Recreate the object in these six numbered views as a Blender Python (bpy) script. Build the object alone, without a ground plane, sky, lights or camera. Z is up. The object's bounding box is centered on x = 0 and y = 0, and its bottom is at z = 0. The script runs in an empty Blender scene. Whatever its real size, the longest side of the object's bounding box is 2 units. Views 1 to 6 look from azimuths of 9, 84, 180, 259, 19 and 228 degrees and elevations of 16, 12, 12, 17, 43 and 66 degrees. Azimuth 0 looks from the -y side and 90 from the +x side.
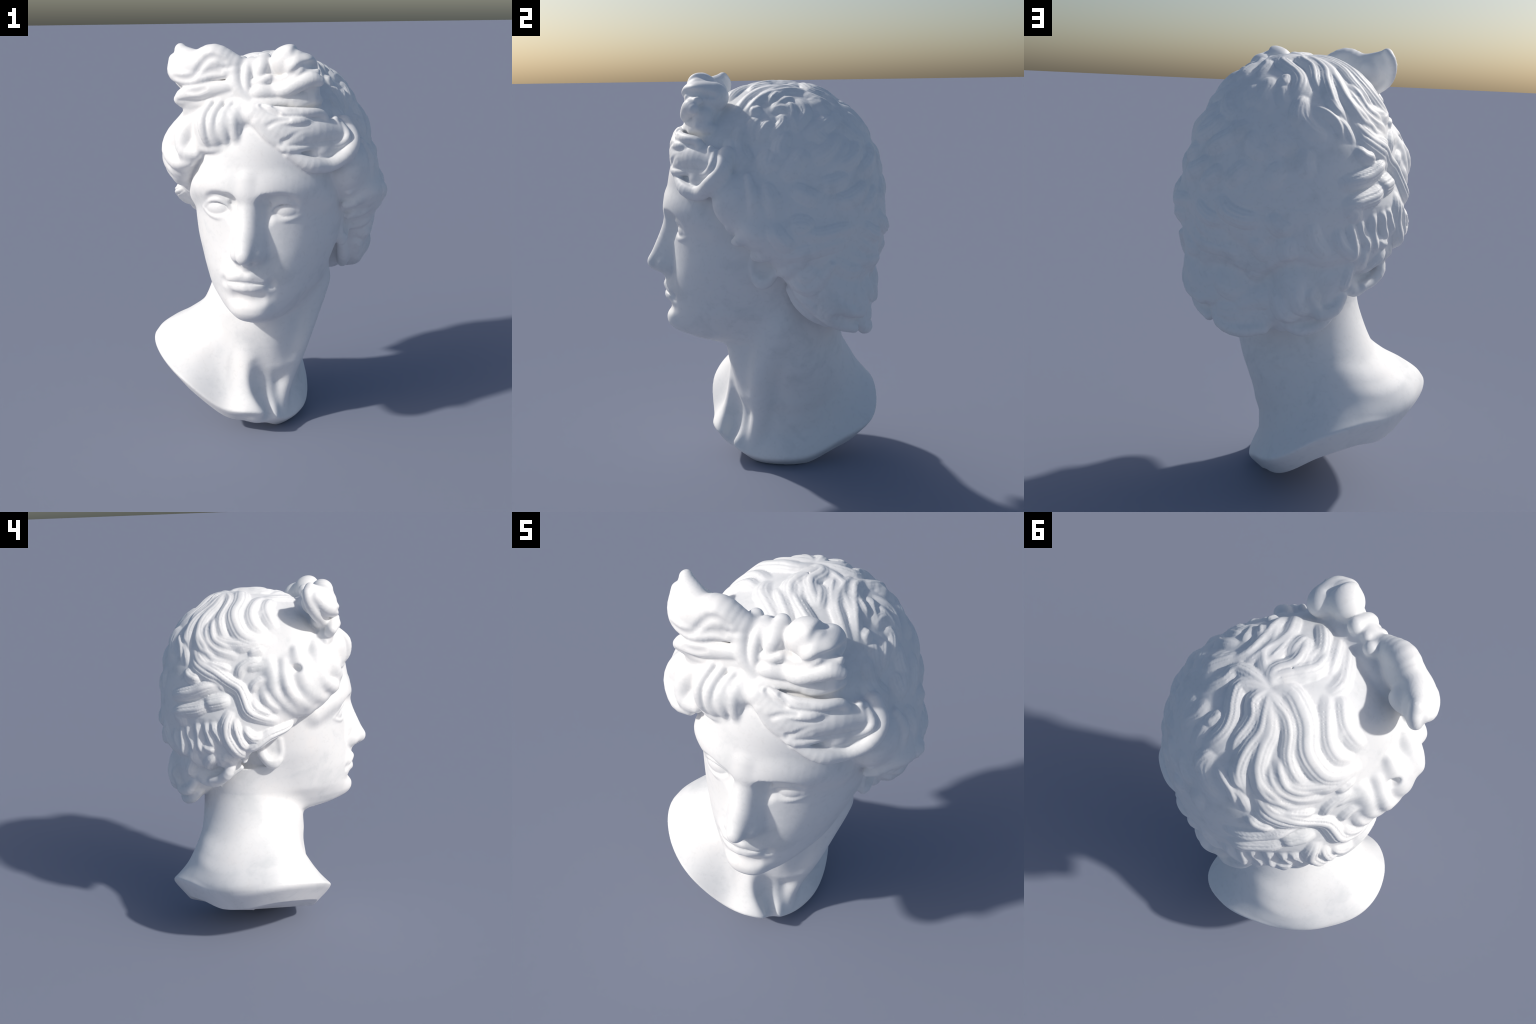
"""Marble head of a classical youth: neck and cut bust, face, wavy hair, bow-shaped hair knot.
The sculpture is described as a signed-distance model (profiles, sections, ellipsoids, tapered
locks), meshed into one closed surface and then separated into its anatomical parts."""
import bpy, math
import numpy as np

VOXEL = 0.005
BLOCK = 8

# head frame: X = the head's left, -Y = where the face looks, turned 5 degrees in the scene
AX_X = np.array([0.9962, -0.0872, 0.0])
AX_Y = np.array([0.0872, 0.9962, 0.0])
ORIGIN = np.array([0.032, 0.0, 0.0])


# ------------------------------------------------------------------ helpers
def curve(keys, n=600):
    """smooth 1-D profile through (x, y) keys: monotone cubic, clamped at the ends."""
    k = np.array(sorted(keys), float)
    x, y = k[:, 0], k[:, 1]
    h = np.diff(x)
    s = np.diff(y) / h
    m = np.zeros_like(y)
    m[0], m[-1] = s[0], s[-1]
    for i in range(1, len(x) - 1):
        if s[i - 1] * s[i] > 0:
            w1, w2 = 2 * h[i] + h[i - 1], h[i] + 2 * h[i - 1]
            m[i] = (w1 + w2) / (w1 / s[i - 1] + w2 / s[i])
    X = np.linspace(x[0], x[-1], n)
    i = np.clip(np.searchsorted(x, X, side='right') - 1, 0, len(h) - 1)
    t = (X - x[i]) / h[i]
    Y = ((1 + 2 * t) * (1 - t) ** 2 * y[i] + t * (1 - t) ** 2 * h[i] * m[i]
         + t * t * (3 - 2 * t) * y[i + 1] + t * t * (t - 1) * h[i] * m[i + 1])
    X = X.astype(np.float32)
    Y = Y.astype(np.float32)
    return lambda v: np.interp(v, X, Y).astype(np.float32)


def spine(points, steps=4):
    """Catmull-Rom through control points (any number of columns)."""
    p = np.array(points, float)
    if len(p) == 2:
        return np.linspace(p[0], p[1], steps + 1)
    q = np.vstack([2 * p[0] - p[1], p, 2 * p[-1] - p[-2]])
    out = []
    for i in range(1, len(q) - 2):
        a, b, c, d = q[i - 1:i + 3]
        for t in np.arange(steps) / steps:
            out.append(0.5 * (2 * b + (c - a) * t + (2 * a - 5 * b + 4 * c - d) * t * t
                              + (3 * b - a - 3 * c + d) * t ** 3))
    out.append(p[-1])
    return np.array(out)


def smin(a, b, k):
    if k <= 0:
        return np.minimum(a, b)
    h = np.maximum(k - np.abs(a - b), 0) / k
    return np.minimum(a, b) - h * h * (k * 0.25)


def smax(a, b, k):
    return -smin(-a, -b, k)


def rot_matrix(deg):
    a, b, c = np.radians(deg)
    rx = np.array([[1, 0, 0], [0, math.cos(a), -math.sin(a)], [0, math.sin(a), math.cos(a)]])
    ry = np.array([[math.cos(b), 0, math.sin(b)], [0, 1, 0], [-math.sin(b), 0, math.cos(b)]])
    rz = np.array([[math.cos(c), -math.sin(c), 0], [math.sin(c), math.cos(c), 0], [0, 0, 1]])
    return (rz @ ry @ rx).astype(np.float32)


class Clay:
    """named distance fields sampled on a set of small blocks; every operation only
    touches the blocks near its own bounding box."""

    def __init__(self, pts, centers, half, cull=True):
        self.P, self.c, self.half, self.pad = pts, centers, half, 0.0 if cull else .06
        self.f = {}

    def pick(self, lo, hi, pad):
        m = np.all((self.c + self.half + pad + self.pad > np.asarray(lo)) &
                   (self.c - self.half - pad - self.pad < np.asarray(hi)), axis=1)
        return np.nonzero(m)[0]

    def field(self, name):
        if name not in self.f:
            self.f[name] = np.full(self.P.shape[:2], 1.0, np.float32)
        return self.f[name]

    def put(self, name, fn, lo, hi, k=0.0, cut=False):
        d = self.field(name)
        s = self.pick(lo, hi, k + 0.02)
        if not len(s):
            return
        v = fn(self.P[s]).astype(np.float32)
        d[s] = smax(d[s], -v, k) if cut else smin(d[s], v, k)

    def ball(self, name, c, r, k=0.02, rot=(0, 0, 0), cut=False):
        c = np.asarray(c, np.float32)
        r = np.asarray(r, np.float32) * np.ones(3, np.float32)
        R = rot_matrix(rot)

        def fn(P):
            q = (P - c) @ R
            k0 = np.sqrt(((q / r) ** 2).sum(-1))
            k1 = np.sqrt(((q / (r * r)) ** 2).sum(-1)) + 1e-6
            return k0 * (k0 - 1) / k1
        e = np.abs(R) @ r
        self.put(name, fn, c - e, c + e, k, cut)

    def tube(self, name, pts, k=0.01, steps=4, cut=False, raw=False):
        """tapered round tube; control points are (x, y, z, radius)."""
        q = (np.asarray(pts) if raw else spine(pts, steps)).astype(np.float32)

        def fn(P):
            best = None
            for a, b in zip(q[:-1], q[1:]):
                ab = b[:3] - a[:3]
                L = float(ab @ ab) + 1e-12
                ap = P - a[:3]
                t = np.clip((ap @ ab) / L, 0, 1)
                dv = ap - t[..., None] * ab
                d = np.sqrt((dv * dv).sum(-1)) - (a[3] + t * (b[3] - a[3]))
                best = d if best is None else np.minimum(best, d)
            return best
        r = q[:, 3:4]
        self.put(name, fn, (q[:, :3] - r).min(0), (q[:, :3] + r).max(0), k, cut)


# ------------------------------------------------------------------ profiles
# face: median profile without nose and lips, half width and depth centre by height
FACE_FRONT = curve([(1.78, -.30), (1.66, -.42), (1.54, -.472), (1.465, -.487), (1.40, -.500), (1.34, -.505),
                    (1.28, -.486), (1.20, -.470), (1.10, -.474), (1.0, -.490), (.95, -.496), (.90, -.494),
                    (.85, -.490), (.80, -.497), (.775, -.496), (.75, -.485), (.72, -.458), (.70, -.418),
                    (.67, -.34), (.64, -.22), (.60, -.12)])
FACE_HALF = curve([(1.78, .30), (1.6, .36), (1.4, .372), (1.25, .368), (1.1, .352), (1.0, .325), (.9, .295),
                   (.85, .278), (.8, .242), (.75, .202), (.7, .155), (.66, .09), (.60, .05)])
FACE_MID = curve([(1.78, .0), (1.3, -.03), (1.0, -.06), (.8, -.08), (.7, -.08), (.6, -.02)])

# bust: rim of the cut as a closed loop round RIM_C (distance and height every 360/14 degrees,
# starting in front, going round by the head's left)
RIM_C = np.array([-.20, .12], np.float32)
RIM_R = [.425, .450, .387, .368, .367, .402, .478, .463, .422, .405, .432, .490, .490, .474]
RIM_Z = [.170, .155, .059, .050, .063, .133, .209, .337, .381, .366, .401, .451, .407, .311]
NECK_C = np.array([-.03, .09], np.float32)
NECK_TOP = .85
# radius of neck and bust in the four directions, from the rim (0) to the jaw (1)
BUST_FRONT = curve([(0, .43), (.125, .366), (.325, .318), (.49, .292), (.635, .298), (1, .27)])
BUST_LEFT = curve([(0, .365), (.06, .348), (.18, .318), (.27, .320), (.38, .345), (.585, .358), (.75, .335), (1, .308)])
BUST_BACK = curve([(0, .463), (.073, .424), (.18, .376), (.27, .348), (.40, .315), (.55, .290), (1, .275)])
BUST_RIGHT = curve([(0, .47), (.07, .468), (.22, .422), (.34, .355), (.5, .304), (.77, .297), (1, .285)])


def loop_table(vals, n=720):
    """periodic Catmull-Rom through evenly spaced control values."""
    v = np.array(vals, float)
    m = len(v)
    t = np.linspace(0, m, n, endpoint=False)
    i = np.floor(t).astype(int)
    u = t - i
    p, q, r, w = v[(i - 1) % m], v[i % m], v[(i + 1) % m], v[(i + 2) % m]
    y = .5 * (2 * q + (r - p) * u + (2 * p - 5 * q + 4 * r - w) * u * u + (3 * q - p - 3 * r + w) * u ** 3)
    X = np.linspace(0, 360, n + 1).astype(np.float32)
    Y = np.append(y, y[0]).astype(np.float32)
    return lambda a: np.interp(a, X, Y).astype(np.float32)


RIM_RADIUS, RIM_HEIGHT = loop_table(RIM_R), loop_table(RIM_Z)


def bust(P):
    """neck flaring down to the rim, and the underside that closes it."""
    x, y, z = P[..., 0], P[..., 1], P[..., 2]
    t = np.clip((z - .35) / (NECK_TOP - .35), 0, 1)
    t = t * t * (3 - 2 * t)
    cx = RIM_C[0] + (NECK_C[0] - RIM_C[0]) * t
    cy = RIM_C[1] + (NECK_C[1] - RIM_C[1]) * t
    rho = np.hypot(x - cx, y - cy) + 1e-6
    sx, sy = (x - cx) / rho, (y - cy) / rho
    ang = np.degrees(np.arctan2(sx, -sy)) % 360
    zr, rr = RIM_HEIGHT(ang), RIM_RADIUS(ang)
    T = np.clip((z - zr) / (NECK_TOP - zr), 0, 1.2)
    wx, wy = sx * sx, sy * sy
    side = np.where(sx > 0, BUST_LEFT(T), BUST_RIGHT(T))
    fore = np.where(sy > 0, BUST_BACK(T), BUST_FRONT(T))
    rim0 = wx * np.where(sx > 0, .365, .47) + wy * np.where(sy > 0, .463, .43)
    swing = .022 * np.exp(-((T - .36) / .22) ** 2) * np.where(sx < 0, -2 * sx * sy, 0)
    tuck = .03 * np.clip((T - .5) / .2, 0, 1) * np.clip(2 * sx * sy, 0, 1) * (sx > 0)
    r = wx * side + wy * fore + swing - tuck + (rr - rim0) * np.clip(1 - T / .5, 0, 1) ** 2
    outer = (rho - r) * .75
    r0 = np.hypot(x - RIM_C[0], y - RIM_C[1]) + 1e-6
    a0 = np.degrees(np.arctan2((x - RIM_C[0]) / r0, -(y - RIM_C[1]) / r0)) % 360
    rim_r = RIM_RADIUS(a0)
    s = r0 / rim_r
    k = rim_r / r0
    slant = lambda px, py: .5 * (.16 - px) + .19 * (py - .13)
    px, py = RIM_C[0] + (x - RIM_C[0]) * k, RIM_C[1] + (y - RIM_C[1]) * k
    zu = slant(x, y) + (RIM_HEIGHT(a0) - slant(px, py)) * np.clip(s, 0, 1) \
        - (.085 + .008 * np.clip(-np.cos(np.radians(a0)), 0, 1)) * np.clip((1 - s) / .19, -6, 1)
    under = (np.maximum(zu, 0) - z) * .7
    return np.maximum(smax(outer, under, .018), z - 1.0)


# hair mass: outline radius from the head centre by elevation (degrees), one per side
HAIR_C = np.array([0.0, 0.06, 1.32], np.float32)
HAIR_L = curve([(-90, .60), (-65, .66), (-52, .66), (-40, .63), (-30, .575), (-20, .55), (-12, .56), (-4, .565), (5, .535),
                (12, .53), (20, .525), (32, .545), (45, .565), (58, .59), (72, .605), (90, .615)])
HAIR_R = curve([(-90, .58), (-62, .55), (-52, .52), (-42, .51), (-32, .50), (-22, .50), (-12, .51), (0, .515), (10, .51),
                (20, .51), (32, .51), (45, .54), (58, .585), (72, .61), (90, .615)])
HAIR_B = curve([(-90, .62), (-62, .645), (-55, .680), (-47, .682), (-40, .64), (-35, .595), (-30, .54), (-24, .56), (-12, .555), (-4, .54),
                (8, .535), (20, .54), (32, .56), (45, .59), (58, .61), (72, .615), (90, .615)])
HAIR_F = curve([(-90, .40), (0, .40), (20, .45), (30, .53), (45, .59), (60, .61), (75, .617), (90, .615)])
# swellings and hollows of the mass: azimuth, elevation, their spreads (degrees), height (m)
HAIR_SWELLS = [(308, 36, 24, 17, .035), (30, 38, 16, 14, .030), (232, 8, 28, 12, -.030), (250, 20, 16, 9, -.030),
               (238, -23, 16, 8, .015), (160, -15, 35, 6, -.022), (217, -10, 26, 8, -.034), (76, 3, 16, 14, .024),
               (100, -42, 18, 9, -.020), (80, -32, 20, 9, -.030), (124, -6, 14, 8, -.020), (160, 32, 25, 22, .014),
               (120, 28, 34, 18, .015), (125, -32, 14, 9, .042), (72, 40, 14, 10, -.028), (225, -42, 34, 9, -.032),
               (262, -17, 12, 8, .034), (225, 38, 25, 14, -.010), (305, 50, 18, 12, .026),
               (130, 57, 32, 11, .016), (88, 66, 25, 9, .010), (195, 62, 30, 12, -.010), (268, 42, 15, 10, .014),
               (0, 80, 400, 22, .008), (185, 77, 60, 9, .013)]
HAIR_POW = curve([(-90, 2.0), (-30, 2.2), (0, 2.1), (90, 2.0)])


def hair_radius(d):
    """d: unit directions (n,3) in the head frame."""
    el = np.degrees(np.arcsin(np.clip(d[..., 2], -1, 1)))
    ch = np.sqrt(d[..., 0] ** 2 + d[..., 1] ** 2) + 1e-9
    sx, sy = d[..., 0] / ch, d[..., 1] / ch
    sy = np.where(ch < 1e-6, 1.0, sy)
    rx = np.where(sx > 0, HAIR_L(el), HAIR_R(el))
    wave = el + 4 * np.sin(np.arctan2(sx, -sy) * 5) + 2.5 * np.sin(np.arctan2(sx, -sy) * 11 + 1)
    ry = np.where(sy > 0, HAIR_B(wave * (el < 0) + el * (el >= 0)), HAIR_F(el))
    p = HAIR_POW(el)
    r = ((np.abs(sx) / rx) ** p + (np.abs(sy) / ry) ** p) ** (-1 / p) - .009
    az = np.degrees(np.arctan2(sx, -sy)) % 360
    for a, e, wa, we, amp in HAIR_SWELLS:
        da = (az - a + 180) % 360 - 180
        r = r + amp * np.exp(-(da / wa) ** 2 - (((wave if we < 7 else el) - e) / we) ** 2)
    return r.astype(np.float32)


# locks of hair: (width in mm, [(azimuth, elevation) seen from the head centre, ...])
CROWN_LOCKS = [
    (28, [(159, 72), (171, 67), (179, 64), (184, 59), (183, 53), (179, 46)]),
    (26, [(185, 73), (195, 69), (196, 64), (195, 58), (198, 53)]),
    (28, [(204, 72), (208, 66), (205, 60), (204, 54), (205, 48), (209, 43), (213, 39)]),
    (28, [(215, 68), (214, 62), (214, 57), (215, 52), (219, 47), (227, 42), (235, 36), (249, 35)]),
    (26, [(207, 77), (229, 73), (234, 67), (233, 60), (236, 54), (241, 49), (248, 46)]),
    (26, [(232, 49), (241, 46), (251, 45), (262, 44)]),
    (24, [(227, 59), (229, 53), (233, 47), (240, 44), (251, 42)]),
    (24, [(222, 56), (224, 50), (230, 44), (240, 40), (254, 38)]),
    (38, [(230, 82), (248, 75), (250, 69), (247, 62), (250, 56), (257, 49), (268, 46), (280, 46)]),
    (30, [(293, 75), (271, 68), (265, 61), (268, 54), (277, 50)]),
    (30, [(302, 71), (284, 65), (282, 58), (285, 51)]),
    (26, [(219, 40), (227, 35), (235, 31), (248, 30)]),
    (30, [(218, 35), (224, 31), (233, 27), (245, 23)]),
    (20, [(192, 45), (200, 42), (208, 39), (212, 35), (215, 30)]),
    (24, [(187, 50), (183, 42), (184, 35)]),
    (24, [(159, 58), (163, 53), (162, 46), (165, 41)]),
    (20, [(173, 62), (173, 59), (172, 53)]),
    (24, [(139, 71), (148, 66), (149, 57)]),
    (32, [(170, 85), (332, 83), (351, 78), (3, 73)]),
    (26, [(131, 64), (116, 72), (86, 71), (69, 65), (61, 57)]),
    (26, [(106, 77), (74, 77), (56, 70), (52, 55)]),
    (30, [(146, 84), (38, 87), (31, 80), (37, 73)]),
    (24, [(102, 46), (95, 58), (82, 59)]),
    (24, [(135, 55), (128, 64), (121, 70)]),
    (28, [(347, 80), (13, 73), (31, 62)]),
]
RIGHT_SIDE_LOCKS = [
    (34, [(217, 44), (221, 37), (228, 32), (239, 28), (248, 23), (255, 19), (258, 13), (261, 6), (268, 2), (279, -2)]),
    (20, [(225, 36), (239, 31), (249, 26)]),
    (24, [(231, 34), (241, 32), (249, 30)]),
    (22, [(201, 50), (206, 44), (211, 42)]),
    (26, [(214, 53), (218, 46), (225, 40), (234, 38), (239, 38)]),
    (24, [(262, 13), (266, 7), (275, 3)]),
    (24, [(270, 17), (273, 10), (280, 5)]),
    (18, [(234, 26), (240, 22), (246, 19)]),
    (32, [(204, 11), (214, 13), (225, 16), (235, 20), (242, 21)]),
    (32, [(206, 1), (218, 4), (228, 6), (236, 10)]),
    (34, [(231, 9), (241, 11), (249, 13)]),
    (30, [(215, 28), (221, 24), (229, 23)]),
    (22, [(193, 45), (205, 39), (208, 32)]),
    (34, [(250, 6), (247, -2), (247, -9), (251, -16), (256, -22), (261, -25)]),
    (26, [(252, 2), (253, -5), (256, -13), (260, -17)]),
    (24, [(257, -4), (263, -10), (270, -9)]),
    (34, [(258, -18), (264, -16), (273, -10), (286, -7), (292, -4)]),
    (24, [(238, -1), (239, -6), (242, -10), (244, -15)]),
    (24, [(233, -2), (234, -7), (236, -12), (239, -17)]),
    (26, [(226, -3), (227, -10), (228, -16), (231, -21)]),
    (26, [(218, -5), (219, -11), (223, -16), (223, -22)]),
    (26, [(212, -7), (214, -13), (215, -19), (214, -25)]),
    (22, [(230, -15), (233, -17), (239, -18)]),
    (30, [(241, -23), (247, -25), (248, -30)]),
    (30, [(218, -35), (223, -39), (236, -39), (245, -37), (253, -33)]),
    (28, [(239, -21), (232, -28), (229, -34), (230, -39)]),
    (26, [(218, -26), (214, -34), (219, -37)]),
    (24, [(254, -30), (259, -29)]),
    (22, [(225, -52), (228, -55)]),
    (22, [(251, 42), (261, 43), (273, 45)]),
    (24, [(254, 25), (256, 31), (262, 34), (271, 35)]),
    (22, [(260, 30), (264, 32), (274, 32)]),
    (20, [(261, 39), (268, 40), (273, 42)]),
    (22, [(262, 17), (266, 22), (273, 24)]),
]
NAPE_LOCKS = [
    (36, [(140, -44), (153, -46), (164, -49), (175, -52)]),
    (30, [(154, -43), (166, -42), (173, -40)]),
    (28, [(175, -36), (178, -41), (182, -44), (189, -47)]),
    (26, [(187, -32), (187, -36), (190, -40), (198, -43)]),
    (24, [(193, -34), (195, -38), (199, -41)]),
    (28, [(203, -53), (207, -49), (213, -47)]),
    (30, [(132, -32), (132, -35), (137, -39), (146, -41)]),
    (28, [(148, -30), (148, -34), (154, -37), (162, -38)]),
    (28, [(160, -32), (163, -35), (169, -37)]),
    (30, [(176, -53), (184, -54), (193, -53)]),
    (30, [(133, -2), (141, -7), (150, -9)]),
    (30, [(148, 3), (153, -3), (161, -6), (169, -6)]),
    (28, [(127, -16), (138, -19), (151, -20), (160, -24)]),
    (28, [(167, -14), (168, -20), (174, -22)]),
    (28, [(182, -12), (181, -19), (185, -24)]),
    (28, [(173, -3), (178, -9), (184, -10)]),
    (28, [(208, 1), (214, -2), (213, -7)]),
    (26, [(205, -9), (208, -16), (218, -22)]),
    (26, [(192, -6), (194, -14), (201, -21)]),
    (26, [(222, -18), (221, -26), (226, -34)]),
    (24, [(241, -21), (242, -28), (239, -33)]),
]
BACK_LOCKS = [
    (26, [(151, 53), (154, 48), (159, 43)]),
    (26, [(162, 58), (161, 52), (164, 46), (169, 40)]),
    (26, [(172, 55), (174, 48), (178, 43)]),
    (28, [(182, 63), (186, 58), (185, 52), (180, 46)]),
    (28, [(187, 50), (185, 45), (186, 39), (192, 34), (199, 32)]),
    (28, [(130, 54), (135, 47), (141, 41), (149, 38)]),
    (28, [(113, 51), (114, 44), (120, 40)]),
    (28, [(133, 38), (124, 32), (116, 25)]),
    (28, [(152, 36), (150, 29), (141, 25)]),
    (28, [(160, 32), (164, 25), (171, 23)]),
    (28, [(172, 36), (175, 29), (183, 25)]),
    (28, [(149, 15), (141, 10), (135, 5)]),
    (28, [(162, 18), (156, 13), (151, 8)]),
    (28, [(179, 19), (174, 14), (175, 8)]),
    (28, [(190, 26), (188, 20), (191, 14)]),
]
LEFT_SIDE_LOCKS = [
    (24, [(29, 77), (344, 86)]),
    (24, [(52, 69), (64, 74), (86, 77), (114, 76), (132, 72)]),
    (24, [(73, 63), (78, 69), (89, 75)]),
    (24, [(81, 63), (91, 71)]),
    (26, [(98, 63), (100, 56), (96, 50)]),
    (26, [(108, 65), (110, 56), (106, 52), (100, 47)]),
    (26, [(122, 65), (127, 61), (125, 56)]),
    (24, [(65, 57), (75, 59)]),
    (30, [(84, 53), (78, 48), (74, 43)]),
    (26, [(89, 56), (93, 52), (89, 48), (82, 45)]),
    (30, [(86, 38), (85, 34), (83, 28)]),
    (30, [(104, 37), (98, 31), (91, 23)]),
    (32, [(80, 21), (83, 16), (87, 11)]),
    (30, [(95, 19), (101, 16), (108, 12)]),
    (30, [(110, 20), (117, 20), (127, 23)]),
    (30, [(105, 44), (115, 46), (131, 51)]),
    (30, [(107, 31), (118, 36), (128, 43)]),
    (30, [(120, 27), (133, 31), (142, 38)]),
    (30, [(134, 22), (148, 28), (159, 35)]),
    (30, [(116, 11), (127, 12), (141, 18)]),
    (28, [(94, 47), (89, 39), (90, 33)]),
    (30, [(100, -36), (102, -40), (110, -43)]),
    (34, [(115, -31), (117, -36), (115, -41), (123, -45), (135, -44)]),
    (30, [(94, -29), (101, -31), (109, -27)]),
    (30, [(129, -28), (133, -34), (141, -39)]),
    (30, [(90, -14), (100, -12), (112, -9), (125, -8)]),
    (28, [(100, -1), (106, -4), (116, -3), (126, -2)]),
    (30, [(85, 2), (89, -5), (95, -10)]),
    (30, [(93, 2), (100, 2), (103, -1)]),
    (28, [(132, -9), (141, -15), (154, -16)]),
    (28, [(116, -17), (124, -22), (135, -22)]),
    (30, [(107, -20), (103, -25), (97, -26)]),
    (26, [(151, -31), (155, -35), (155, -40)]),
    (34, [(65, 51), (63, 44), (65, 37), (72, 31)]),
    (30, [(83, 39), (81, 33), (84, 27)]),
    (30, [(56, 44), (62, 36), (69, 28)]),
    (30, [(61, 26), (62, 22), (72, 17)]),
    (28, [(75, 55), (71, 48), (73, 41)]),
]
FORELOCKS = [
    (30, [(293, 75), (314, 72), (336, 70), (3, 63)]),
    (28, [(322, 77), (346, 74), (11, 64)]),
    (28, [(229, 86), (322, 85), (5, 82), (12, 74)]),
    (28, [(60, 85), (49, 80), (36, 73)]),
    (26, [(130, 80), (72, 79), (51, 71)]),
    (24, [(119, 78), (83, 75), (70, 68), (67, 65)]),
    (24, [(128, 73), (99, 72), (85, 66), (77, 62)]),
    (22, [(106, 66), (92, 63), (85, 58)]),
    (26, [(269, 62), (278, 62), (295, 63)]),
    (24, [(122, 63), (126, 57), (125, 52)]),
]
# ---- end of lock tables


# ------------------------------------------------------------------ the sculpture
def sculpt(S):
    # --- head (skull and face)
    def face(P):
        x, y, z = P[..., 0], P[..., 1], P[..., 2]
        w, yf, ym = FACE_HALF(z) + .016 * (x > 0) * np.clip((z - .90) / .2, 0, 1), FACE_FRONT(z), FACE_MID(z)
        dep = np.where(y < ym, np.maximum(ym - yf, .03), .36)
        n = 2.0
        u, v = np.abs(x) / w, np.abs(y - ym) / dep
        F = (u ** n + v ** n + 1e-9) ** (1 / n)
        g = np.sqrt((u ** (n - 1) / w) ** 2 + (v ** (n - 1) / dep) ** 2) / F ** (n - 1) + 1e-4
        d = (F - 1) / g * .85
        return np.maximum(d, np.maximum(z - 1.74, .60 - z))
    S.put('head', face, (-.5, -.6, .55), (.5, .5, 1.78))
    # chin, outer rim of the eye socket
    for s in (1, -1):
        S.ball('head', (s * .03, -.447, .785), (.05, .05, .045), .05)
    # brow edge and eye sockets
    for s in (1, -1):
        S.tube('head', [(s * .03, -.432, 1.345, .05), (s * .10, -.420, 1.368, .05), (s * .18, -.378, 1.364, .05),
                        (s * .26, -.308, 1.335, .045), (s * .31, -.235, 1.29, .035)], .06)
        S.ball('head', (s * .152, -.478, 1.278), (.108, .070, .064), .022, rot=(0, s * 6, s * 20), cut=True)
        S.ball('head', (s * .086, -.492, 1.262), (.043, .056, .075), .022, cut=True)
    # nose
    S.tube('head', [(0, -.450, 1.40, .05), (0, -.465, 1.31, .041), (0, -.492, 1.22, .037), (0, -.533, 1.13, .038),
                    (0, -.563, 1.074, .040)], .026)
    S.tube('head', [(0, -.45, 1.25, .055), (0, -.475, 1.15, .070), (0, -.485, 1.08, .078)], .03)
    for s in (1, -1):
        S.ball('head', (s * .045, -.505, 1.058), (.027, .040, .029), .030, rot=(-12, 0, 0))
        S.ball('head', (s * .026, -.540, 1.024), (.013, .022, .014), .014, cut=True)
    S.tube('head', [(0, -.57, 1.06, .022), (0, -.53, 1.032, .018), (0, -.505, 1.005, .014)], .02)
    # lips and their surround (the mouth sits a little to the head's right)
    m = -.012
    S.ball('head', (m, -.43, .93), (.105, .083, .085), .05)
    for s in (1, -1):
        S.ball('head', (m + s * .118, -.482, .914), (.014, .022, .014), .030, cut=True)
        S.tube('head', [(m, -.499, .953, .022), (m + s * .028, -.501, .958, .023), (m + s * .065, -.483, .945, .017),
                        (m + s * .098, -.452, .924, .006)], .009)
        S.tube('head', [(m, -.493, .897, .027), (m + s * .035, -.489, .897, .026), (m + s * .07, -.470, .904, .018),
                        (m + s * .096, -.450, .914, .006)], .009)
    S.tube('head', [(m - .112, -.474, .914, .003), (m - .065, -.500, .923, .005), (m, -.521, .927, .006),
                    (m + .065, -.500, .923, .005), (m + .112, -.474, .914, .003)], .009, cut=True)
    S.tube('head', [(-.06, -.505, .848, .014), (0, -.520, .846, .018), (.06, -.505, .848, .014)], .04, cut=True)
    S.tube('head', [(0, -.541, 1.0, .010), (0, -.543, .975, .011)], .015, cut=True)
    # eyes
    for s in (1, -1):
        S.ball('eye', (s * .156, -.369, 1.256), (.080, .060, .058), .0, rot=(0, 0, s * 22))
        up = [(s * .086, -.423, 1.246, .008), (s * .115, -.433, 1.284, .010), (s * .155, -.431, 1.300, .011),
              (s * .20, -.407, 1.288, .010), (s * .242, -.355, 1.246, .007)]
        fold = [(s * .105, -.435, 1.302, .008), (s * .155, -.427, 1.322, .010), (s * .21, -.395, 1.308, .008)]
        low = [(s * .086, -.423, 1.244, .007), (s * .12, -.427, 1.224, .009), (s * .16, -.421, 1.214, .010),
               (s * .205, -.393, 1.222, .009), (s * .242, -.355, 1.244, .007)]
        S.tube('head', up, .010)
        S.tube('head', fold, .016)
        S.tube('head', low, .012)
    # ears: only the lower shell shows under the hair
    for s, y0 in ((-1, .0), (1, -.03)):
        X = s * (.352 if s < 0 else .368)
        S.ball('ear', (X, y0 + .0, 1.050), (.030, .046, .044), .0)
        S.tube('ear', [(X, y0 + .03, 1.05, .022), (X + s * .014, y0 + .066, 1.10, .022), (X + s * .016, y0 + .075, 1.17, .022)], .02)
        S.tube('ear', [(X, y0 - .035, 1.06, .016), (X - s * .002, y0 - .045, 1.11, .016), (X, y0 - .04, 1.17, .016)], .02)
        S.ball('ear', (X - s * .018, y0 + .015, 1.11), (.03, .065, .08), .02)
        S.ball('ear', (X + s * .026, y0 + .005, 1.105), (.018, .03, .035), .02, cut=True)

    # --- neck and bust
    S.put('neck', bust, (-.85, -.5, -.1), (.4, .75, 1.0))
    # neck muscles down to the pit between the collar bones
    S.tube('neck', [(.22, .06, .80, .065), (.165, -.03, .55, .06), (.128, -.04, .42, .055), (.098, -.045, .31, .042), (.05, -.082, .09, .020)], .05)
    S.tube('neck', [(-.10, -.13, .55, .04), (-.085, -.16, .40, .032), (-.078, -.172, .26, .03), (-.04, -.20, .12, .024)], .08, steps=8)
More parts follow.
